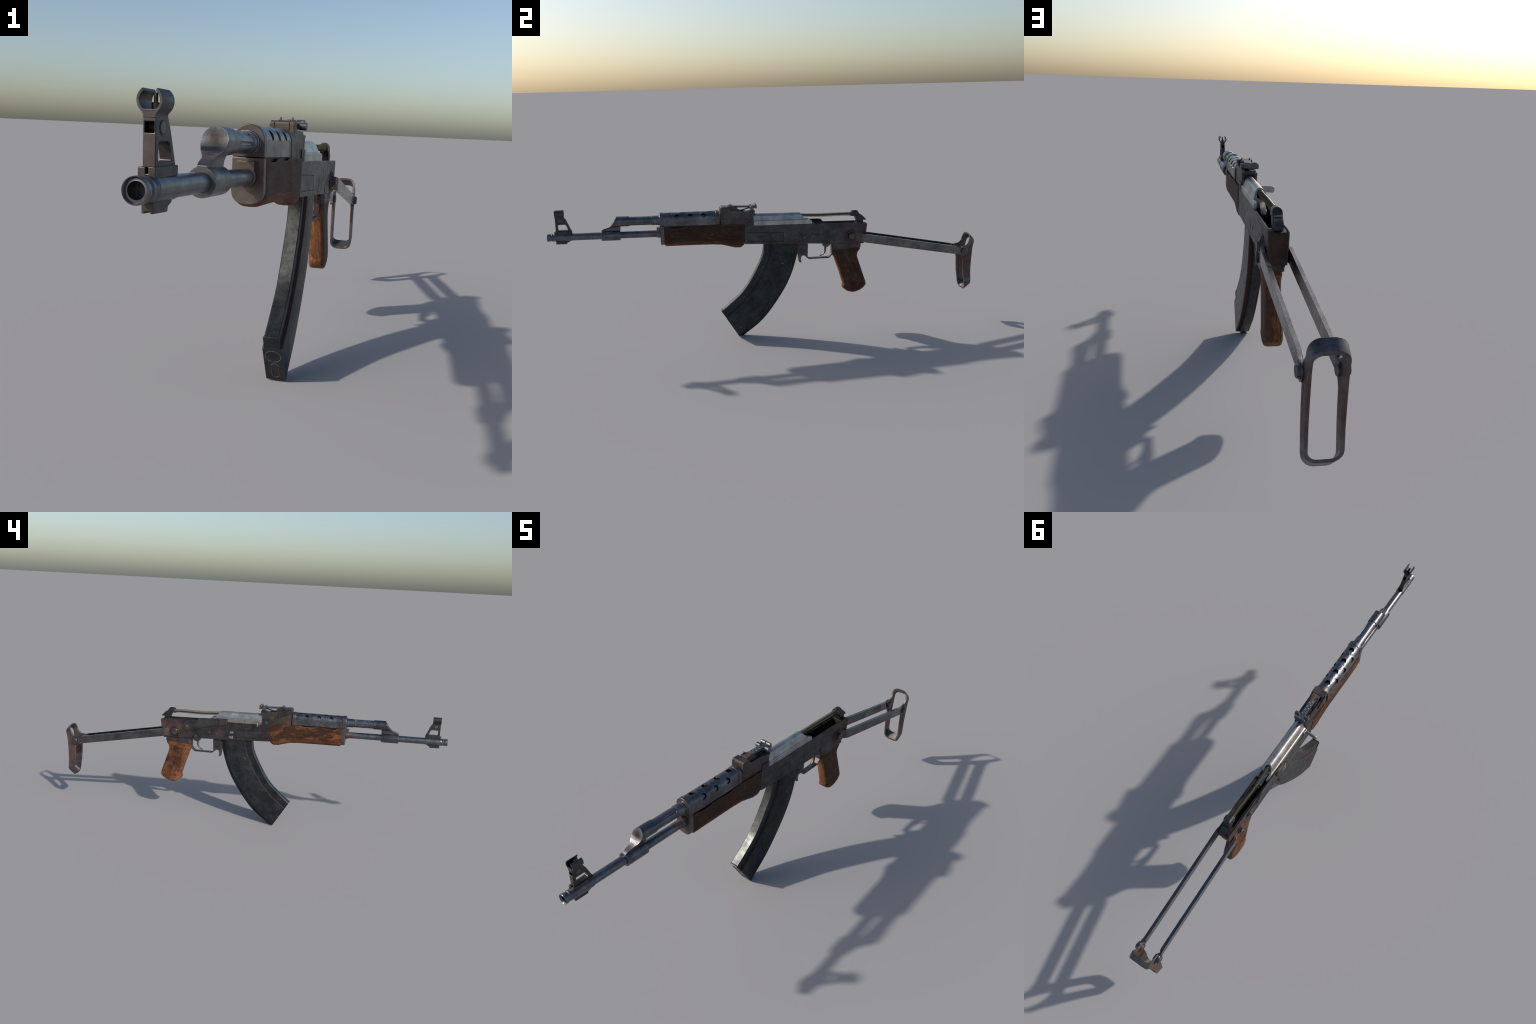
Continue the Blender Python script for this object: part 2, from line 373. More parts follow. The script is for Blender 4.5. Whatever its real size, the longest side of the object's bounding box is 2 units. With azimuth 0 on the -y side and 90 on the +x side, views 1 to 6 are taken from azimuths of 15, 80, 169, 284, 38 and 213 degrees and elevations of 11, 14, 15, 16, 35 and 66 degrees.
for i in range(3):
    y = -.4358 + .0605 * i
    for s in (1, -1):
        d = Vector((s * C(math.radians(27)), 0, S(math.radians(27)))); o = Vector((0, y, gz(y)))
        cuts.append(cutter(lambda b, d=d, o=o: add_cyl(b, o + d * .020, o + d * .04, .0112, 28)))
def f(b): add_arch_tube(b, .0284, .0028, [(y, gz(y), gb_(y)) for y in (-.494, -.41, -.33, -.258)])
ug = part(f, 'upper_handguard', M_GUARD, cut=cuts, bevel=.0006)
def f(b): add_arch_tube(b, .0300, .0135, [(y, gz(y), gb_(y)) for y in (-.261, -.2445)])
part(f, 'rear_ferrule', M_RING, ug, bevel=.0012)

# ferrule that wraps both handguards
def lowring(hw0, zt, zb, n=30):
    p = [(-hw0, zt)]
    zc = zb + .0300
    for i in range(n + 1):
        a = PI + PI * i / n
        p.append((hw0 * 1.03 * math.copysign(abs(C(a)) ** .72, C(a)), zc + (zc - zb) * -abs(S(a)) ** .86))
    return p + [(hw0, zt)]
def f(b):
    sec = [(x, z) for x, z in arch(.0303, gz(-.5), .5548)]
    ring_faces(b, [[(x, y, z) for x, z in sec] for y in (-.5112, -.4935)])
upring = part(f, 'front_ferrule', M_RING, bevel=.0014, angle=40)
def f(b):
    sec = lowring(.0303, .5538, .4672)
    ring_faces(b, [[(x, y, z) for x, z in sec] for y in (-.5114, -.4945)])
part(f, 'lower_ferrule', M_RING, upring, bevel=.0014, angle=40)

# ------------------------------------------------------------------ lower handguard (wood)
BOT = [(-.4955, .4690), (-.4935, .4650), (-.4870, .4606), (-.40, .4584), (-.283, .4548), (-.2375, .4508), (-.205, .4418), (-.177, .4336), (-.1514, .4322), (-.142, .4370), (-.1352, .4440)]
TOP = [(-.4955, .5535), (-.4695, .5512), (-.461, .5448), (-.4140, .5436), (-.4020, .5490), (-.3570, .5484), (-.3480, .5440), (-.2990, .5430), (-.2875, .5478), (-.1335, .5415)]
WID = [(-.4955, .0300), (-.488, .0318), (-.40, .0318), (-.25, .0312), (-.15, .0322), (-.138, .0315), (-.1340, .0303)]
def f(b):
    ys = sorted(set([round(p[0], 4) for p in BOT + TOP] + [-.44, -.38, -.33, -.26, -.22, -.19, -.165, -.134]))
    rings = []
    for y in ys:
        zb, zt, w = lerp(BOT, y), lerp(TOP, y), lerp(WID, y)
        h = .036; n = 22; r = []
        r += [(-w, y, zt), (-w, y, (zt + zb + h) / 2)]
        for i in range(n + 1):
            a = PI + PI * i / n
            r.append((w * math.copysign(abs(C(a)) ** .60, C(a)), y, zb + h - h * abs(S(a)) ** .80))
        r += [(w, y, (zt + zb + h) / 2), (w, y, zt), (w - .006, y, zt), (-w + .006, y, zt)]
        rings.append(r)
    ring_faces(b, rings)
part(f, 'lower_handguard', M_WOODH, bevel=.0012, angle=38, bang=38)
part(lambda b: add_prism(b, [(-.4945, .552), (-.4945, .556), (-.245, .551), (-.236, .56), (-.236, .541), (-.4, .541)], -.0245, .0245), 'dark_gap_filler', M_DARK)  # near-black solid filling the gap between the guards

# ------------------------------------------------------------------ rear sight base
rs_prof = [(-.2388, .5425), (-.2388, .6190), (-.2368, .6235), (-.2320, .6262), (-.2060, .6256), (-.2010, .6165), (-.1945, .6098), (-.1870, .6067),
           (-.1290, .6032), (-.1200, .5995), (-.1120, .5972), (-.0812, .5955), (-.0818, .5895), (-.0882, .5868), (-.0886, .5380), (-.128, .5380)]
chan = cutter(lambda b: add_prism(b, [(-.2065, .640), (-.2065, .5995), (-.13, .5950), (-.07, .5925), (-.07, .640)], -.0200, .0200))
slit = [cutter(lambda b, s=s: add_box(b, s * .0168 - .0009, s * .0168 + .0009, -.245, -.2345, .600, .640)) for s in (1, -1)]
hump = cutter(lambda b: add_lathe(b, [(0, .0190), (.03, .0190)], (0, -.105, .5745), (0, 1, 0), 36))
rs = prism('rear_sight', rs_prof, -.0256, .0256, M_BASE, bevel=.0011, cut=[chan] + slit + [hump])
# rear bridge under the slider
prism('sight_bridge', [(-.128, .594), (-.128, .6005), (-.112, .5990), (-.086, .6035), (-.0802, .6030), (-.0802, .591)], -.0196, .0196, M_SIGHT, rs, bevel=.001, cut=[cutter(lambda b: add_lathe(b, [(0, .0190), (.08, .0190)], (0, -.14, .5745), (0, 1, 0), 36))])
leaf = prism('sight_leaf', [(-.2035, .6195), (-.2035, .6285), (-.168, .6268), (-.080, .6225), (-.080, .6158), (-.152, .6185)], -.0110, .0110, M_LEAF, rs, bevel=.0009)
for s in (1, -1):
    a, c = sorted((s * .0118, s * .0164))
    prism('leaf_wing', [(-.2035, .6050), (-.2035, .6285), (-.187, .6292), (-.172, .6255), (-.156, .6125), (-.150, .6060), (-.17, .6025)], a, c, M_BASE, leaf, bevel=.0009)
    part(lambda b, s=s: add_lathe(b, [(-.0013, .0028), (-.0013, .0048), (.0013, .0048), (.0013, .0028)], (s * .0136, -.1885, .6300), (1, 0, 0), 20, 0, True), 'pin_loop', M_BASE, leaf)
prism('leaf_spring', [(-.205, .6010), (-.205, .6035), (-.150, .6040), (-.110, .6135), (-.100, .6150), (-.100, .6132), (-.150, .6018)], -.0085, .0085, M_DARK, leaf)
def f(b):
    add_cyl(b, (.0118, -.0948, .6165), (.0305, -.0948, .6165), .0092, 28, 0, .0010)
    add_cyl(b, (-.0305, -.0948, .6165), (-.0118, -.0948, .6165), .0092, 28, 0, .0010)
    add_box(b, -.0130, .0130, -.1015, -.0880, .6090, .6215)
part(f, 'range_slider', M_LEAF, leaf, merge=False)
def f(b):
    pts = [(-.0840, .6225), (-.0836, .6262), (-.0815, .6295), (-.0780, .6318), (-.0748, .6320), (-.0712, .6300), (-.0706, .6120), (-.0800, .6118), (-.0832, .616)]
    add_prism(b, pts, -.0225, .0215)
part(f, 'notch_bar', M_LEAF, leaf, bevel=.001, cut=[cutter(lambda b: add_box(b, -.0022, .0008, -.09, -.06, .6268, .64))])
# lock lever on the left of the sight base and rivet on the right
lev = []
for i in range(14):
    a = math.radians(62 - 190 * i / 13)
    lev.append((-.2222 - .0108 * C(a) * 1.0, .6085 + .0108 * S(a)))
lev = [( -.2222 + .0108 * C(math.radians(70 + 205 * i / 15)), .6085 + .0108 * S(math.radians(70 + 205 * i / 15))) for i in range(16)]
lev += [(-.1790, .5765), (-.1765, .5768), (-.1700, .5880), (-.1725, .5925)]
prism('lock_lever', lev, -.0300, -.0252, M_LEVER, rs, bevel=.0010)
prism('lock_lever_shadow_plate', grow(lev, .0012), -.0259, -.0252, M_DARK, rs)  # black plate drawing the shadow line around the lock lever

def rivet(p, s, r, name='rivet', parent=None, h=.0012, mat=None):
    """domed head with a dark rim pressed into the plate; s = side"""
    def f(b):
        add_lathe(b, [(-.001, r * 1.24), (.00025, r * 1.24)], p, (s, 0, 0), 26, 1)
        add_lathe(b, [(-.001, r), (h * .6, r), (h, r * .82)], p, (s, 0, 0), 26, 0)
    return part(f, name, [mat or M_RECV, M_DARK], parent, merge=False)
rivet((.0256, -.2183, .6095), 1, .0085, parent=rs, mat=M_BASE, h=.0006)

# ------------------------------------------------------------------ receiver
rc_out = [(-.1322, .4503), (-.1312, .5635), (-.0893, .5618), (-.0887, .5334), (.0915, .5292), (.1856, .5262), (.4410, .5182), (.4500, .5150), (.4530, .5075), (.4490, .4722), (.4378, .4198), (.2860, .4257), (.1638, .4335)]
def zbot(y): return lerp([(-.1322, .4503), (.1638, .4335), (.2860, .4257), (.4378, .4198)], y)
panel = [(-.1187, .4615), (-.1187, .5036), (-.110, .5034), (.045, .4935), (.0512, .4930), (.0505, .4518), (.042, .4525)]
def plate_side(s):
    a, c = (.0252, .0288) if s > 0 else (-.0288, -.0252)
    cuts = [cutter(lambda b: add_prism(b, panel, *( (.0275, .04) if s > 0 else (-.04, -.0275))))]
    return prism('receiver' if s > 0 else 'receiver_side', rc_out, a, c, [M_RECV], ROOT if s > 0 else None, bevel=.0009, cut=cuts)
rv = plate_side(1)
rv2 = plate_side(-1); rv2.parent = rv
# raised field inside each pressed panel: leaves a fine groove around it
for s in (1, -1):
    a, c = sorted((s * .0270, s * .0276))
    prism('panel_groove', [(y, z) for y, z in panel], a, c, M_DARK, rv)
    a, c = sorted((s * .0270, s * .0284))
    prism('magazine_well_panel', [(-.1163, .4641), (-.1163, .5012), (-.110, .5010), (.046, .4911), (.0488, .4905), (.0482, .4542), (.042, .4548)], a, c, M_RECV, rv, bevel=.0005)
def f(b):
    lo = [(-.1310, .4506), (.1638, .4338), (.2860, .4260), (.4372, .4201)]
    add_prism(b, lo + [(y, z + .004) for y, z in reversed(lo)], -.0256, .0256)
part(f, 'receiver_floor', M_RECV, rv)
prism('front_trunnion', [(-.1308, .4512), (-.1308, .5400), (-.0885, .5385), (-.0885, .5320), (-.02, .5290), (-.02, .4460)], -.0254, .0254, M_INNER, rv)
# rear trunnion: block with an inset rear panel
rt = [(.4050, .4230), (.4050, .5155), (.4405, .5150), (.4490, .5120), (.4520, .5070), (.4482, .4722), (.4372, .4208)]
prism('rear_trunnion', rt, -.0254, .0254, M_INNER, rv, bevel=.0006,
      cut=[cutter(lambda b: add_prism(b, [(.4425, .4150), (.4480, .5040), (.47, .5040), (.47, .4150)], -.0205, .0205))])
prism('receiver_lip', [(.424, .4205), (.4382, .4200), (.4382, .4155), (.424, .4160)], -.0225, .0225, M_RECV, rv)
# inner rails, hammer, lower parts seen through the open top
for s in (1, -1):
    a, c = sorted((s * .0190, s * .0253))
    prism('inner_rail', [(.188, .5215), (.188, .5175), (.404, .5110), (.404, .5148)], a, c, M_INNER, rv)
def f(b):
    add_cyl(b, (-.0018, .150, .5085), (-.0018, .2185, .5065), .0095, 28, 0, .001)
    add_box(b, -.010, .0075, .19, .235, .46, .492)
    add_box(b, .006, .014, .28, .33, .44, .480)
    add_box(b, -.013, -.005, .30, .37, .44, .474)
    add_cyl(b, (-.024, .262, .468), (.024, .262, .468), .006, 20)
part(f, 'hammer', M_DARK, rv, merge=False)
part(lambda b: add_cyl(b, (-.0018, .2150, .5068), (-.0018, .2192, .5066), .0093, 28, 0, .001), 'firing_pin_end', M_ROD, rv)
# rivets
for y, z, r in ((.1485, .4632, .0068), (.1866, .4664, .0068), (.2602, .4378, .0085), (-.1107, .5450, .0088)):
    rivet((.0287, y, z), 1, r, parent=rv, mat=M_PIN if r < .007 else M_RECV); rivet((-.0287, y, z), -1, r, parent=rv, mat=M_PIN)
rivet((.0287, .3181, .4795), 1, .0026, parent=rv, mat=M_PIN)
# stock pivot: stepped washers on both sides
for s in (1, -1):
    if s > 0:
        prof = [(-.002, .0315), (.0026, .0315), (.0031, .0308), (.0031, .0275), (.0004, .0270), (.0004, .0248), (.0054, .0244), (.0062, .0235), (.0062, .0192), (.0018, .0186), (.0018, .0142), (.0165, .0140), (.0175, .0130)]
        p = (.0286, .3738, .4578)
    else:
        prof = [(-.002, .0310), (.0026, .0310), (.0031, .0302), (.0031, .0268), (.0004, .0264), (.0004, .0242), (.0066, .0238), (.0076, .0228), (.0076, .0198), (.0030, .0192), (.0030, .0174), (.0112, .0172), (.0120, .0162), (.0120, .0068), (.0100, .0058)]
        p = (-.0286, .3738, .4560)
    b0, b1, br = (.0017, .0175, .0140) if s > 0 else (.0029, .0120, .0172)
    prof = [q for q in prof if q[0] < b1 - .003 and not (q[1] < .0143 and s > 0) and not (q[1] < .0173 and s < 0)]
    boss = [(b0 - .002, br), (b1 - .0010, br), (b1, br - .0012)] + ([] if s > 0 else [(b1, .0068), (b1 - .0020, .0058)])
    lathe('pivot_boss', boss, p, (s, 0, 0), M_PIN, rv, n=40)
    lathe('stock_pivot', prof, p, (s, 0, 0), M_PIVOT, rv, n=44, bevel=.0004)
# safety lever on the left side
sl = [(.3315 + 0 * i, 0) for i in range(0)]
cy, cz, cr = .3125, .4842, .0196
arc = [(cy + cr * C(math.radians(a)), cz + cr * S(math.radians(a))) for a in range(-95, 96, 10)]
SL = arc + [(.272, .5045), (.2660, .5075), (.2410, .5345), (.2330, .5372), (.1330, .5402), (.0918, .5425), (.0908, .5365), (.1300, .5330), (.1345, .5085), (.1900, .4975)]
safety = prism('safety_lever', SL, -.0325, -.0284, M_LEVER, rv, bevel=.0009)
prism('safety_lever_shadow_plate', grow(SL, .0014), -.0291, -.0280, M_DARK, safety)  # enlarged dark copy, modelled as the thin shadow rimming the safety lever
inner = [(cy + (cr - .0055) * C(math.radians(a)), cz + (cr - .0055) * S(math.radians(a))) for a in range(-95, 96, 10)]
prism('lever_face', inner + [(.270, .4990), (.2630, .5020), (.2380, .5290), (.2310, .5318), (.1420, .5345), (.1420, .5130), (.190, .5035)], -.0340, -.0318, M_LEVER, safety, bevel=.0008)
prism('thumb_tab', [(.0905, .5400), (.0908, .5175), (.1345, .5070), (.1355, .5330), (.125, .5405)], -.0385, -.0300, M_BASE, safety, bevel=.0014)
def f(b): add_lathe(b, [(0, .0125), (.0020, .0125), (.0026, .0115), (.0026, .0100), (.0016, .0092), (.0040, .0070), (.0052, .0055), (.0052, .002)], (-.0335, .3118, .4843), (-1, 0, 0), 30)
part(f, 'lever_pivot', M_PIVOT, safety)

def text(body, size, loc, rot, mat, parent, name, thick=.0004):
    cu = bpy.data.curves.new(name, 'FONT'); cu.body = body; cu.size = size; cu.extrude = thick
    cu.align_x = 'CENTER'; cu.align_y = 'CENTER'
    o = bpy.data.objects.new(name, cu); COL.objects.link(o)
    o.matrix_world = Matrix.Translation(loc) @ rot.to_4x4()
    dg = bpy.context.evaluated_depsgraph_get(); dg.update()
    me = bpy.data.meshes.new_from_object(o.evaluated_get(dg)); me.transform(o.matrix_world)
    bpy.data.objects.remove(o); bpy.data.curves.remove(cu)
    ob = bpy.data.objects.new(name, me); COL.objects.link(ob); me.materials.clear(); me.materials.append(mat); ob.parent = parent
    return ob
LR = Matrix(((0, 0, -1), (-1, 0, 0), (0, 1, 0)))       # text on the left (-x) side, reading toward the muzzle
text('\u0410\u0412', .0150, (-.0292, .0665, .4772), LR, M_MARK, rv, 'selector_mark')
text('\u041e\u0414', .0150, (-.0292, .0690, .4520), LR, M_MARK, rv, 'selector_mark')
# numerals on the sight leaf (read from the rear)
LT = Matrix(((-1, 0, 0), (0, -1, 0), (0, 0, 1)))
for i in range(8):
    y = -.166 + i * .0085
    text(str(8 - i), .0115, (.0052 if i % 2 else -.0052, y, .62655 - .0487 * (y + .168) + .0002), LT, M_MARKB, leaf, 'range_numeral', .0002)
part(lambda b: add_prism(b, [(-.200, .6284), (-.200, .6288), (-.168, .6271), (-.104, .6240), (-.104, .6236)], -.0005, .0005), 'leaf_centre_line', M_SCUFF, leaf)

# ------------------------------------------------------------------ bolt carrier
half = [(.0268, .5300), (.0268, .5530), (.0258, .5545), (.0222, .5562), (.0212, .5590), (.0172, .5705), (.0158, .5752)]
half += [(.0160 * C(math.radians(a)), .5690 + .0166 * S(math.radians(a))) for a in (22, 35, 48, 61, 75)] + [(0, .5856)]
def f(b):
    sec = half + [(-x, z) for x, z in reversed(half[:-1])]
    def dz(y): return -.026 * (y + .083)
    ring_faces(b, [[(x, y, z + dz(y)) for x, z in sec] for y in (-.0875, .0, .10, .186)])
slope = cutter(lambda b: add_prism(b, [(.1290, .60), (.1295, .5820), (.1455, .5628), (.1525, .5520), (.1545, .5486), (.176, .5464), (.184, .5410), (.187, .5340), (.187, .5), (.25, .5), (.25, .60)], -.05, .05))
hole = cutter(lambda b: (add_lathe(b, [(0, .0112), (.14, .0112)], (0, .06, .5660), (0, 1, -.03), 32)))
slot = cutter(lambda b: add_box(b, -.0112, .0112, .06, .20, .551, .5655))
under = cutter(lambda b: add_box(b, -.0175, .0175, .158, .20, .51, .56))
lcut = cutter(lambda b: add_prism(b, [(.0930, .5475), (.0930, .50), (.20, .50), (.20, .5445)], -.05, -.0240))
cr_ = part(f, 'bolt_carrier', M_CARR, bevel=.0008, cut=[slope, hole, slot, under, lcut])
prism('carrier_tail', [(.12, .5450), (.12, .5300), (.206, .5100), (.206, .5185), (.199, .5255), (.190, .5300), (.165, .5430)], -.0110, .0075, M_CARR, cr_, bevel=.0012)
part(lambda b: add_box(b, -.0272, -.0262, -.0010, .0005, .533, .552), 'carrier_seam', M_DARK, cr_)
# charging handle: flat rounded tab pointing left
def f(b):
    pts = [(-.020, .5345), (-.0790, .5305), (-.0828, .5335), (-.0848, .5390), (-.0848, .5450), (-.0825, .5500), (-.0785, .5525), (-.060, .5535), (-.020, .5530)]
    ring_faces(b, [[(x, y, z) for x, z in pts] for y in (-.0808, -.0755)])
part(f, 'charging_handle', M_CARR, cr_, bevel=.0014)
prism('handle_root', [(-.0845, .5345), (-.0845, .5520), (-.066, .5520), (-.064, .5345)], -.0335, -.0200, M_CARR, cr_, bevel=.0015)

# ------------------------------------------------------------------ recoil spring and guide
def spring_c(t):
    y = .085 + (.3885 - .085) * t
    return Vector((-.0015 - .0012 * t + .0014 * S(t * 9), y, .5672 - .0115 * t + .0016 * S(t * 7.5 + 1.2)))
def f(b):
    N = 40
    rings = []
    for k in range(N + 1):
        c = spring_c(k / N); rings.append([c + Vector((.0050 * C(a), 0, .0050 * S(a))) for a in [2 * PI * i / 16 for i in range(16)]])
    ring_faces(b, rings)
rod = part(f, 'guide_rod', M_ROD)
def f(b):
    turns, spt, wr, R = 54, 20, .00092, .0088
    pts = []
    for k in range(turns * spt + 1):
        t = k / (turns * spt); a = 2 * PI * k / spt; c = spring_c(t)
        pts.append(c + Vector((R * C(a), 0, R * S(a))))
    rings = []
    for k, p in enumerate(pts):
        t = (pts[min(k + 1, len(pts) - 1)] - pts[max(k - 1, 0)]).normalized()
        c = spring_c(k / (len(pts) - 1)); u = (p - c); u -= t * u.dot(t); u.normalize(); w = t.cross(u)
        rings.append([p + (u * C(q) + w * S(q)) * wr for q in [2 * PI * i / 6 for i in range(6)]])
    ring_faces(b, rings)
part(f, 'recoil_spring', M_SPRING, rod)
lathe('rod_collar', [(0, .0102), (.0075, .0102), (.0075, .006)], (-.0025, .3800, .5566), (0, 1, -.03), M_SPRING, rod)
# arched rear guide block, made by trimming a sloping leg with an arch
gp = [(.3845, .5480), (.3845, .5745), (.4098, .5735), (.4120, .5715), (.4220, .5545), (.4385, .5300), (.4390, .5090), (.4140, .5090), (.4120, .5160), (.3998, .5465), (.3960, .5485)]
def f(b):
    add_prism(b, gp, -.0150, .0130)
big = lambda: cutter(lambda b: (
    ring_faces(b, [[(x, y, z) for x, z in
        [(.0130, .50)] + [(-.001 + .0141 * C(PI * i / 20), .5598 + .0141 * S(PI * i / 20)) for i in range(21)] + [(-.0151, .50), (-.05, .50), (-.05, .62), (.05, .62), (.05, .50)]] for y in (.35, .48)])))
guide = part(f, 'spring_guide', M_SIGHT, bevel=.0008, cut=[big()], angle=40)
def f(b):
    add_prism(b, [(.4225, .5490), (.4225, .5548), (.4305, .5528), (.4545, .5288), (.4535, .5272), (.4330, .5272)], -.0130, .0112)
    d = Vector((0, .0240, -.0240)); p = Vector((0, .4305, .5528)); nrm = Vector((0, .7071, .7071))
    for i in range(6):
        q = p + d * (.10 + .15 * i)
        w = d.normalized() * .0012
        pts = [q - w - nrm * .001, q - w * .5 + nrm * .0008, q + w * .5 + nrm * .0008, q + w - nrm * .001]
        add_prism(b, [(v.y, v.z) for v in pts], -.0112, .0094)
part(f, 'release_button', M_SIGHT, guide, merge=False)

# ------------------------------------------------------------------ magazine
front = catmull([(0, -.0375, .470), (0, -.0402, .4413), (0, -.0488, .3880), (0, -.0834, .3160), (0, -.1400, .2280), (0, -.2070, .1665), (0, -.2515, .1310)], 34)
groove = catmull([(0, -.0035, .470), (0, -.0047, .4385), (0, -.0172, .3745), (0, -.0518, .2996), (0, -.0937, .2321), (0, -.1539, .1635), (0, -.2310, .1005)], 34)
rearb = catmull([(0, .1020, .470), (0, .1012, .4319), (0, .0920, .3560), (0, .0640, .2760), (0, .0120, .1888), (0, -.0700, .0875), (0, -.1702, .0012)], 34)
spine = catmull([(0, .1235, .470), (0, .1221, .4259), (0, .1165, .3800), (0, .0885, .2900), (0, .0400, .1970), (0, -.0500, .0790), (0, -.1505, .0012)], 34)
def f(b):
    rings = []
    for F, Gv, R, Sp in zip(front, groove, rearb, spine):
        def at(a, c, t): return a + (c - a) * t
        L = (R - F).length; dirv = (R - F) / L
        sd = (Sp - R); 
        h = [(F, .0150), (F + dirv * .0025, .0176), (Gv - dirv * .0012, .0178), (Gv + dirv * .0006, .0240), (Gv + dirv * .0022, .0246), (R - dirv * .0030, .0246), (R, .0225), (R + sd * .05, .0108), (Sp - sd.normalized() * .0015, .0106), (Sp, .0090)]
        rings.append([(x, p.y, p.z) for p, x in h] + [(-x, p.y, p.z) for p, x in reversed(h)])
    vs = ring_faces(b, rings)
    n = len(vs[0])
    b.faces.ensure_lookup_table()
    for k, fc in enumerate(b.faces):
        i = k % n
        if i == n - 1: fc.material_index = 1            # front face
        if i in (2, n - 4): fc.material_index = 2        # step beside the groove
        if i in (6, n - 8): fc.material_index = 2        # recess beside the spine
mag = part(f, 'magazine', [M_MAG, M_MAGF, M_GROOVE], angle=24)
# floor plate on the plane through a (front tab) and e (heel)
pa = Vector((0, -.2535, .1378)); pe = Vector((0, -.1700, -.0002)); pd = (pe - pa).normalized(); pn = Vector((0, -pd.z, pd.y)) * -1
if pn.z > 0: pn = -pn
def PP(x, t, h=0): return Vector((x, 0, 0)) + pa + pd * t + pn * h
def f(b):
    out = [(-.0162, .0045), (.0172, .0045), (.0190, .0100), (.0195, .0450), (.0248, .0452), (.0252, .1580), (-.0246, .1580), (-.0246, .0452), (-.0200, .0450), (-.0200, .0100)]
    ring_faces(b, [[PP(x, t, h) for x, t in out] for h in (-.0055, .0008)])
plate = part(f, 'floor_plate', M_MAG, mag, bevel=.0008)
def loop(b, cx, ct, rx, rt, w, straight=0, n=56, gap=()):
    P = []
    for i in range(n):
        a = 2 * PI * i / n; ex = straight * (1 if S(a) > 0 else -1)
        P.append((cx + rx * C(a), ct + rt * S(a) + ex))
    for i in range(n):
        if i in gap: continue
        (x0, t0), (x1, t1) = P[i], P[(i + 1) % n]
        c = Vector((cx, ct)); 
        def off(x, t, k):
            v = Vector((x - cx, t - ct)); v.normalize(); return x + v.x * k, t + v.y * k
        q = []
        for h in (.0005, .0014):
            for (x, t, k) in ((x0, t0, -w), (x1, t1, -w), (x1, t1, w), (x0, t0, w)):
                xx, tt = off(x, t, k); q.append(b.verts.new(PP(xx, tt, h)))
        for fidx in ((4, 5, 6, 7), (0, 1, 5, 4), (1, 2, 6, 5), (2, 3, 7, 6), (3, 0, 4, 7)):
            b.faces.new([q[j] for j in fidx])
def f(b):
    loop(b, 0, .0712, .0188, .0188, .0005, gap=(14, 15, 16))
part(f, 'embossed_ring', M_SCUFF, plate)
part(lambda b: loop(b, 0, .0712, .0212, .0212, .0004, gap=(3, 4, 17, 18, 30, 41)), 'embossed_ring', plain('faint_scuff', (.075, .075, .075), .6, .5), plate)
part(lambda b: loop(b, .0012, .1226, .0090, .0090, .0006, .0160, gap=(5, 20, 40)), 'embossed_slot', M_SCUFF, plate)

# ------------------------------------------------------------------ trigger group
tg = prism('trigger_guard', [(.1256, .428), (.1262, .378), (.1290, .3752), (.1575, .3716), (.1605, .3640), (.1745, .3536), (.2690, .3522), (.2740, .3545), (.2900, .3705), (.2915, .418), (.2855, .4185), (.2850, .3740), (.2695, .3590), (.2660, .3577),
                             (.1765, .3590), (.1665, .3665), (.1672, .3725), (.1700, .4265)], -.0115, .0115, M_BASE, bevel=.0010)
rivet((.0115, .1418, .3908), 1, .0060, 'catch_pin', tg); rivet((-.0115, .1418, .3908), -1, .0060, 'catch_pin', tg)
prism('magazine_catch', [(.1200, .418), (.1218, .3780), (.1262, .3450), (.1285, .3405), (.1372, .3382), (.1376, .3420), (.1350, .3560), (.1380, .3680), (.1440, .3740), (.1440, .418)], -.0092, .0092, M_PIN, tg, bevel=.0012)
tri_c = catmull([(0, .2560, .4130), (0, .2560, .3960), (0, .2540, .3830), (0, .2470, .3735), (0, .2385, .3675), (0, .2300, .3655)], 18)
def f(b):
    rings = []
    for k, p in enumerate(tri_c):
        t = (tri_c[min(k + 1, 17)] - tri_c[max(k - 1, 0)]).normalized(); w = Vector((0, -t.z, t.y)); h = .0052 - .0028 * (k / 17) + (.002 if k == 17 else 0)
        rings.append([p + w * h * C(a) + Vector((.0058 * S(a), 0, 0)) for a in [2 * PI * i / 14 for i in range(14)]])
    ring_faces(b, rings)
    add_prism(b, [(.2400, .424), (.2450, .4110), (.2530, .4060), (.2650, .4050), (.2790, .4150), (.2850, .424)], -.0062, .0062)
part(f, 'trigger', M_TRIG, tg, merge=False, angle=50)

# ------------------------------------------------------------------ pistol grip
gs = [((.2885, .3990), (.4240, .4040), .0232), ((.2898, .3933), (.4245, .3960), .0236), ((.2872, .3730), (.4252, .3882), .0240), ((.2895, .3655), (.4215, .3830), .0240), ((.2960, .3570), (.4150, .3770), .0238),
      ((.3010, .3450), (.4112, .3660), .0236), ((.3080, .3230), (.4105, .3520), .0236), ((.3180, .2960), (.4180, .3280), .0240), ((.3265, .2700), (.4270, .3020), .0246), ((.3350, .2420), (.4370, .2720), .0252), ((.3425, .2200), (.4520, .2285), .0258),
      ((.3410, .2130), (.4545, .2170), .0258), ((.3385, .2060), (.4545, .2095), .0258), ((.3410, .1985), (.4480, .2010), .0256), ((.3500, .1905), (.4385, .1920), .0250), ((.3600, .1830), (.4250, .1850), .0240), ((.3720, .1792), (.4110, .1804), .0226), ((.3800, .1774), (.4000, .1779), .0208)]
def f(b):
    rings = []; N = 36
    for A, B, w in gs:
        A = Vector((0, *A)); B = Vector((0, *B)); c = (A + B) / 2; h = (B - A) / 2; r = []
        for i in range(N):
            a = 2 * PI * (i + .5) / N
            ca, sa = C(a), S(a)
            r.append(c + h * math.copysign(abs(ca) ** .46, ca) + Vector((w * math.copysign(abs(sa) ** .46, sa), 0, 0)))
        rings.append(r)
    ring_faces(b, rings)
grip = part(f, 'pistol_grip', M_WOODG, angle=50)
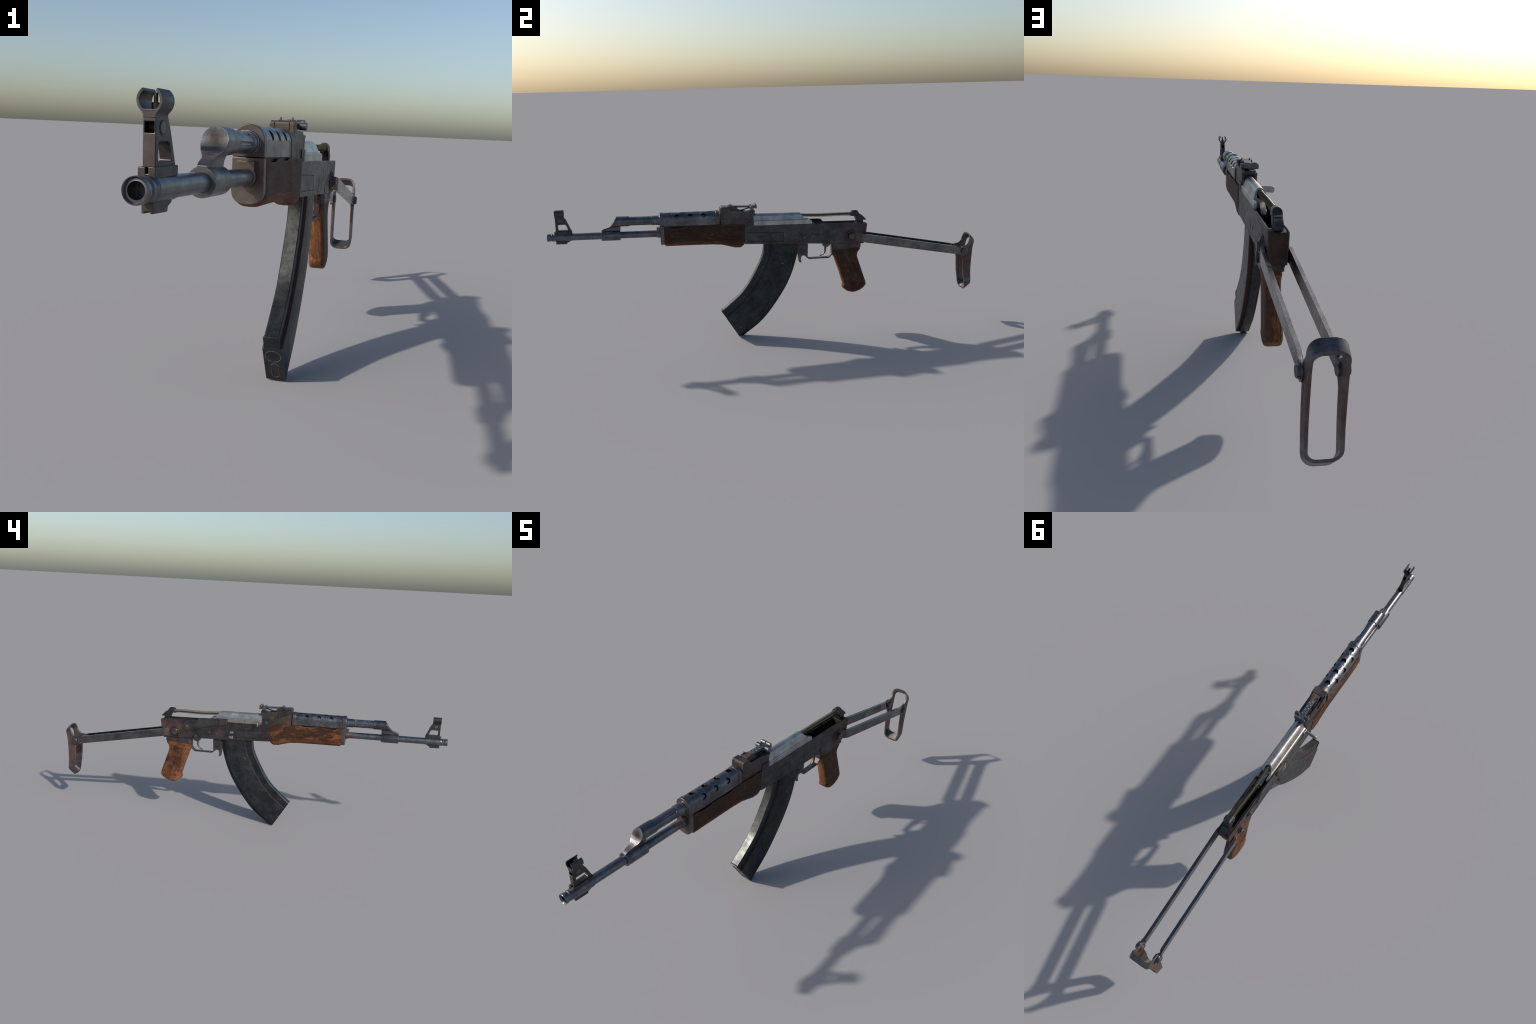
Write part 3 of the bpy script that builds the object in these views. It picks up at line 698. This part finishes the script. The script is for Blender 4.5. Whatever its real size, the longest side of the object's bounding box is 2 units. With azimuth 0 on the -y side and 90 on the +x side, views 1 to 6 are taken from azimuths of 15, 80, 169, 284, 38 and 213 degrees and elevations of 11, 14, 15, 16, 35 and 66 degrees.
def f(b):
    rows = []
    for (y0, z0), (y1, z1), w in (((.2870, .4245), (.4232, .4190), .0240), ((.2874, .3925), (.4236, .3985), .0242)):
        r = []
        for k, (y, x) in enumerate(((0, -.62), (.085, -1), (1, -1), (1, 1), (.085, 1), (0, .62))):
            r.append((w * x, y0 + (y1 - y0) * y, z0 + (z1 - z0) * y))
        rows.append(r)
    ring_faces(b, rows)
part(f, 'grip_cap', M_RECV, grip, bevel=.0010)
part(lambda b: add_lathe(b, [(-.002, .0062), (.0004, .0062)], (0, .2900, .3690), (0, -1, -.25), 20), 'screw_plug', M_WOODG, grip)

# ------------------------------------------------------------------ folding stock
def arm_z(y): return .4447 - .1925 * (y - .435)
def add_bar(b, st):
    """st: (y, z centre, x centre, half height, half thickness, sheared end)"""
    ring_faces(b, [[(x - t, y - sh, z - h), (x + t, y - sh, z - h), (x + t, y + sh, z + h), (x - t, y + sh, z + h)] for y, z, x, h, t, sh in st])
stock = None
for s in (1, -1):
    def f(b, s=s):
        add_bar(b, [(.3860, .4545, s * .0288, .0185, .0022, 0), (.4080, .4500, s * .0290, .0200, .0022, 0), (.4170, .4483, s * .0318, .0207, .0034, -.001), (.4230, .4472, s * .0345, .0208, .0046, -.003), (.4290, .4459, s * .0378, .0208, .0058, -.005), (.4380, .4441, s * .0390, .0208, .0058, -.004),
                    (.7000, arm_z(.70), s * .0390, .0206, .0058, -.004), (.9080, arm_z(.908), s * .0390, .0205, .0058, -.006), (.9180, arm_z(.918), s * .0402, .0190, .0056, -.005), (.9240, arm_z(.924), s * .0430, .0180, .0042, -.004), (.9320, arm_z(.932), s * .0432, .0180, .0040, 0)])
        a, c = sorted((s * .0392, s * .0472))
        add_lathe(b, [(0, .0218), (.0005, .0226), (c - a - .0005, .0226), (c - a, .0218)], (a, .9415, .3478), (1, 0, 0), 36)
    o = part(f, 'stock_arm', M_STOCK, None, merge=False, bevel=.0010)
    o.parent = ROOT
    if stock is None: stock = o
    def f(b, s=s):
        add_lathe(b, [(0, .0165), (.0012, .0165), (.0012, .0150), (.0060, .0150), (.0080, .0132)], (s * .0470, .9425, .3476), (s, 0, 0), 32)
        add_lathe(b, [(0, .0150), (.0050, .0150), (.0066, .0138)], (s * .0338, .9425, .3476), (-s, 0, 0), 32)
    part(f, 'hinge_pin', M_PIN, o, merge=False)
# butt loop: flat strap bent to a long rounded frame; its front and rear edges follow their own side profiles
FR = [(.1462, .9615), (.158, .9575), (.185, .9530), (.215, .9485), (.2544, .9440), (.313, .9428), (.3500, .9440), (.372, .9500), (.382, .9620), (.395, .9680), (.4086, .9717), (.4215, .9750), (.4305, .9780)]
RE = [(.1700, .9885), (.205, .9862), (.2478, .9830), (.30, .9850), (.3652, .9892), (.3800, .9935), (.3976, .9975), (.4088, .9985)]
def f(b):
    zt, zb, hw, r = .4305, .1462, .0418, .0285
    P = []
    def corner(cx, cz, a0, n=5):
        for i in range(n + 1):
            a = math.radians(a0 + 90 * i / n); P.append((cx + r * C(a), cz + r * S(a)))
    corner(hw - r, zt - r, 0); corner(-hw + r, zt - r, 90)
    for z in (.388, .372, .345, .31, .27, .23): P.append((-hw, z))
    corner(-hw + r, zb + r, 180); corner(hw - r, zb + r, 270)
    for z in (.23, .27, .31, .345, .372, .388): P.append((hw, z))
    def strap(z):
        t = (z - zb) / (zt - zb); zr = .1700 + (.4088 - .1700) * t
        return lerp(FR, z), z, lerp(RE, zr), zr
    th = .0085; N = len(P); rings = []
    for i, (x, z) in enumerate(P):
        (xa, za), (xb, zb_) = P[i - 1], P[(i + 1) % N]
        t = Vector((xb - xa, zb_ - za)); t.normalize(); nn = Vector((t.y, -t.x))
        xi, zi = x - nn.x * th, z - nn.y * th
        y0, z0, y1, z1 = strap(z); dz = zi - z
        rings.append([(x, y0, z0), (x, y1, z1), (xi, y1, z1 + dz), (xi, y0, z0 + dz)])
    rings.append(rings[0]); ring_faces(b, rings, caps=False)
    # hinge ears reaching forward from the strap
    for s in (1, -1):
        pts = [(.9700, .3880), (.9600, .3800), (.9500, .3735), (.9420, .3710), (.9330, .3690), (.9260, .3630), (.9215, .3550), (.9205, .3450), (.9230, .3350), (.9285, .3270), (.9360, .3190), (.9415, .3080), (.9445, .2900), (.9700, .2900)]
        a, c = sorted((s * .0336, s * .0402))
        add_prism(b, pts, a, c)
bl = part(f, 'butt_loop', M_BUTT, None, bevel=.0010, merge=False, angle=32)
bl.parent = ROOT

# ------------------------------------------------------------------ place: tiny yaw and roll of the whole rifle
ROOT.location = (.02125, 0, 0)
ROOT.rotation_euler = (0, -.005, .009)
bpy.context.view_layer.update()
lo = min((o.matrix_world @ v.co).z for o in COL.objects if o.type == 'MESH' for v in o.data.vertices)
ROOT.location.z -= lo
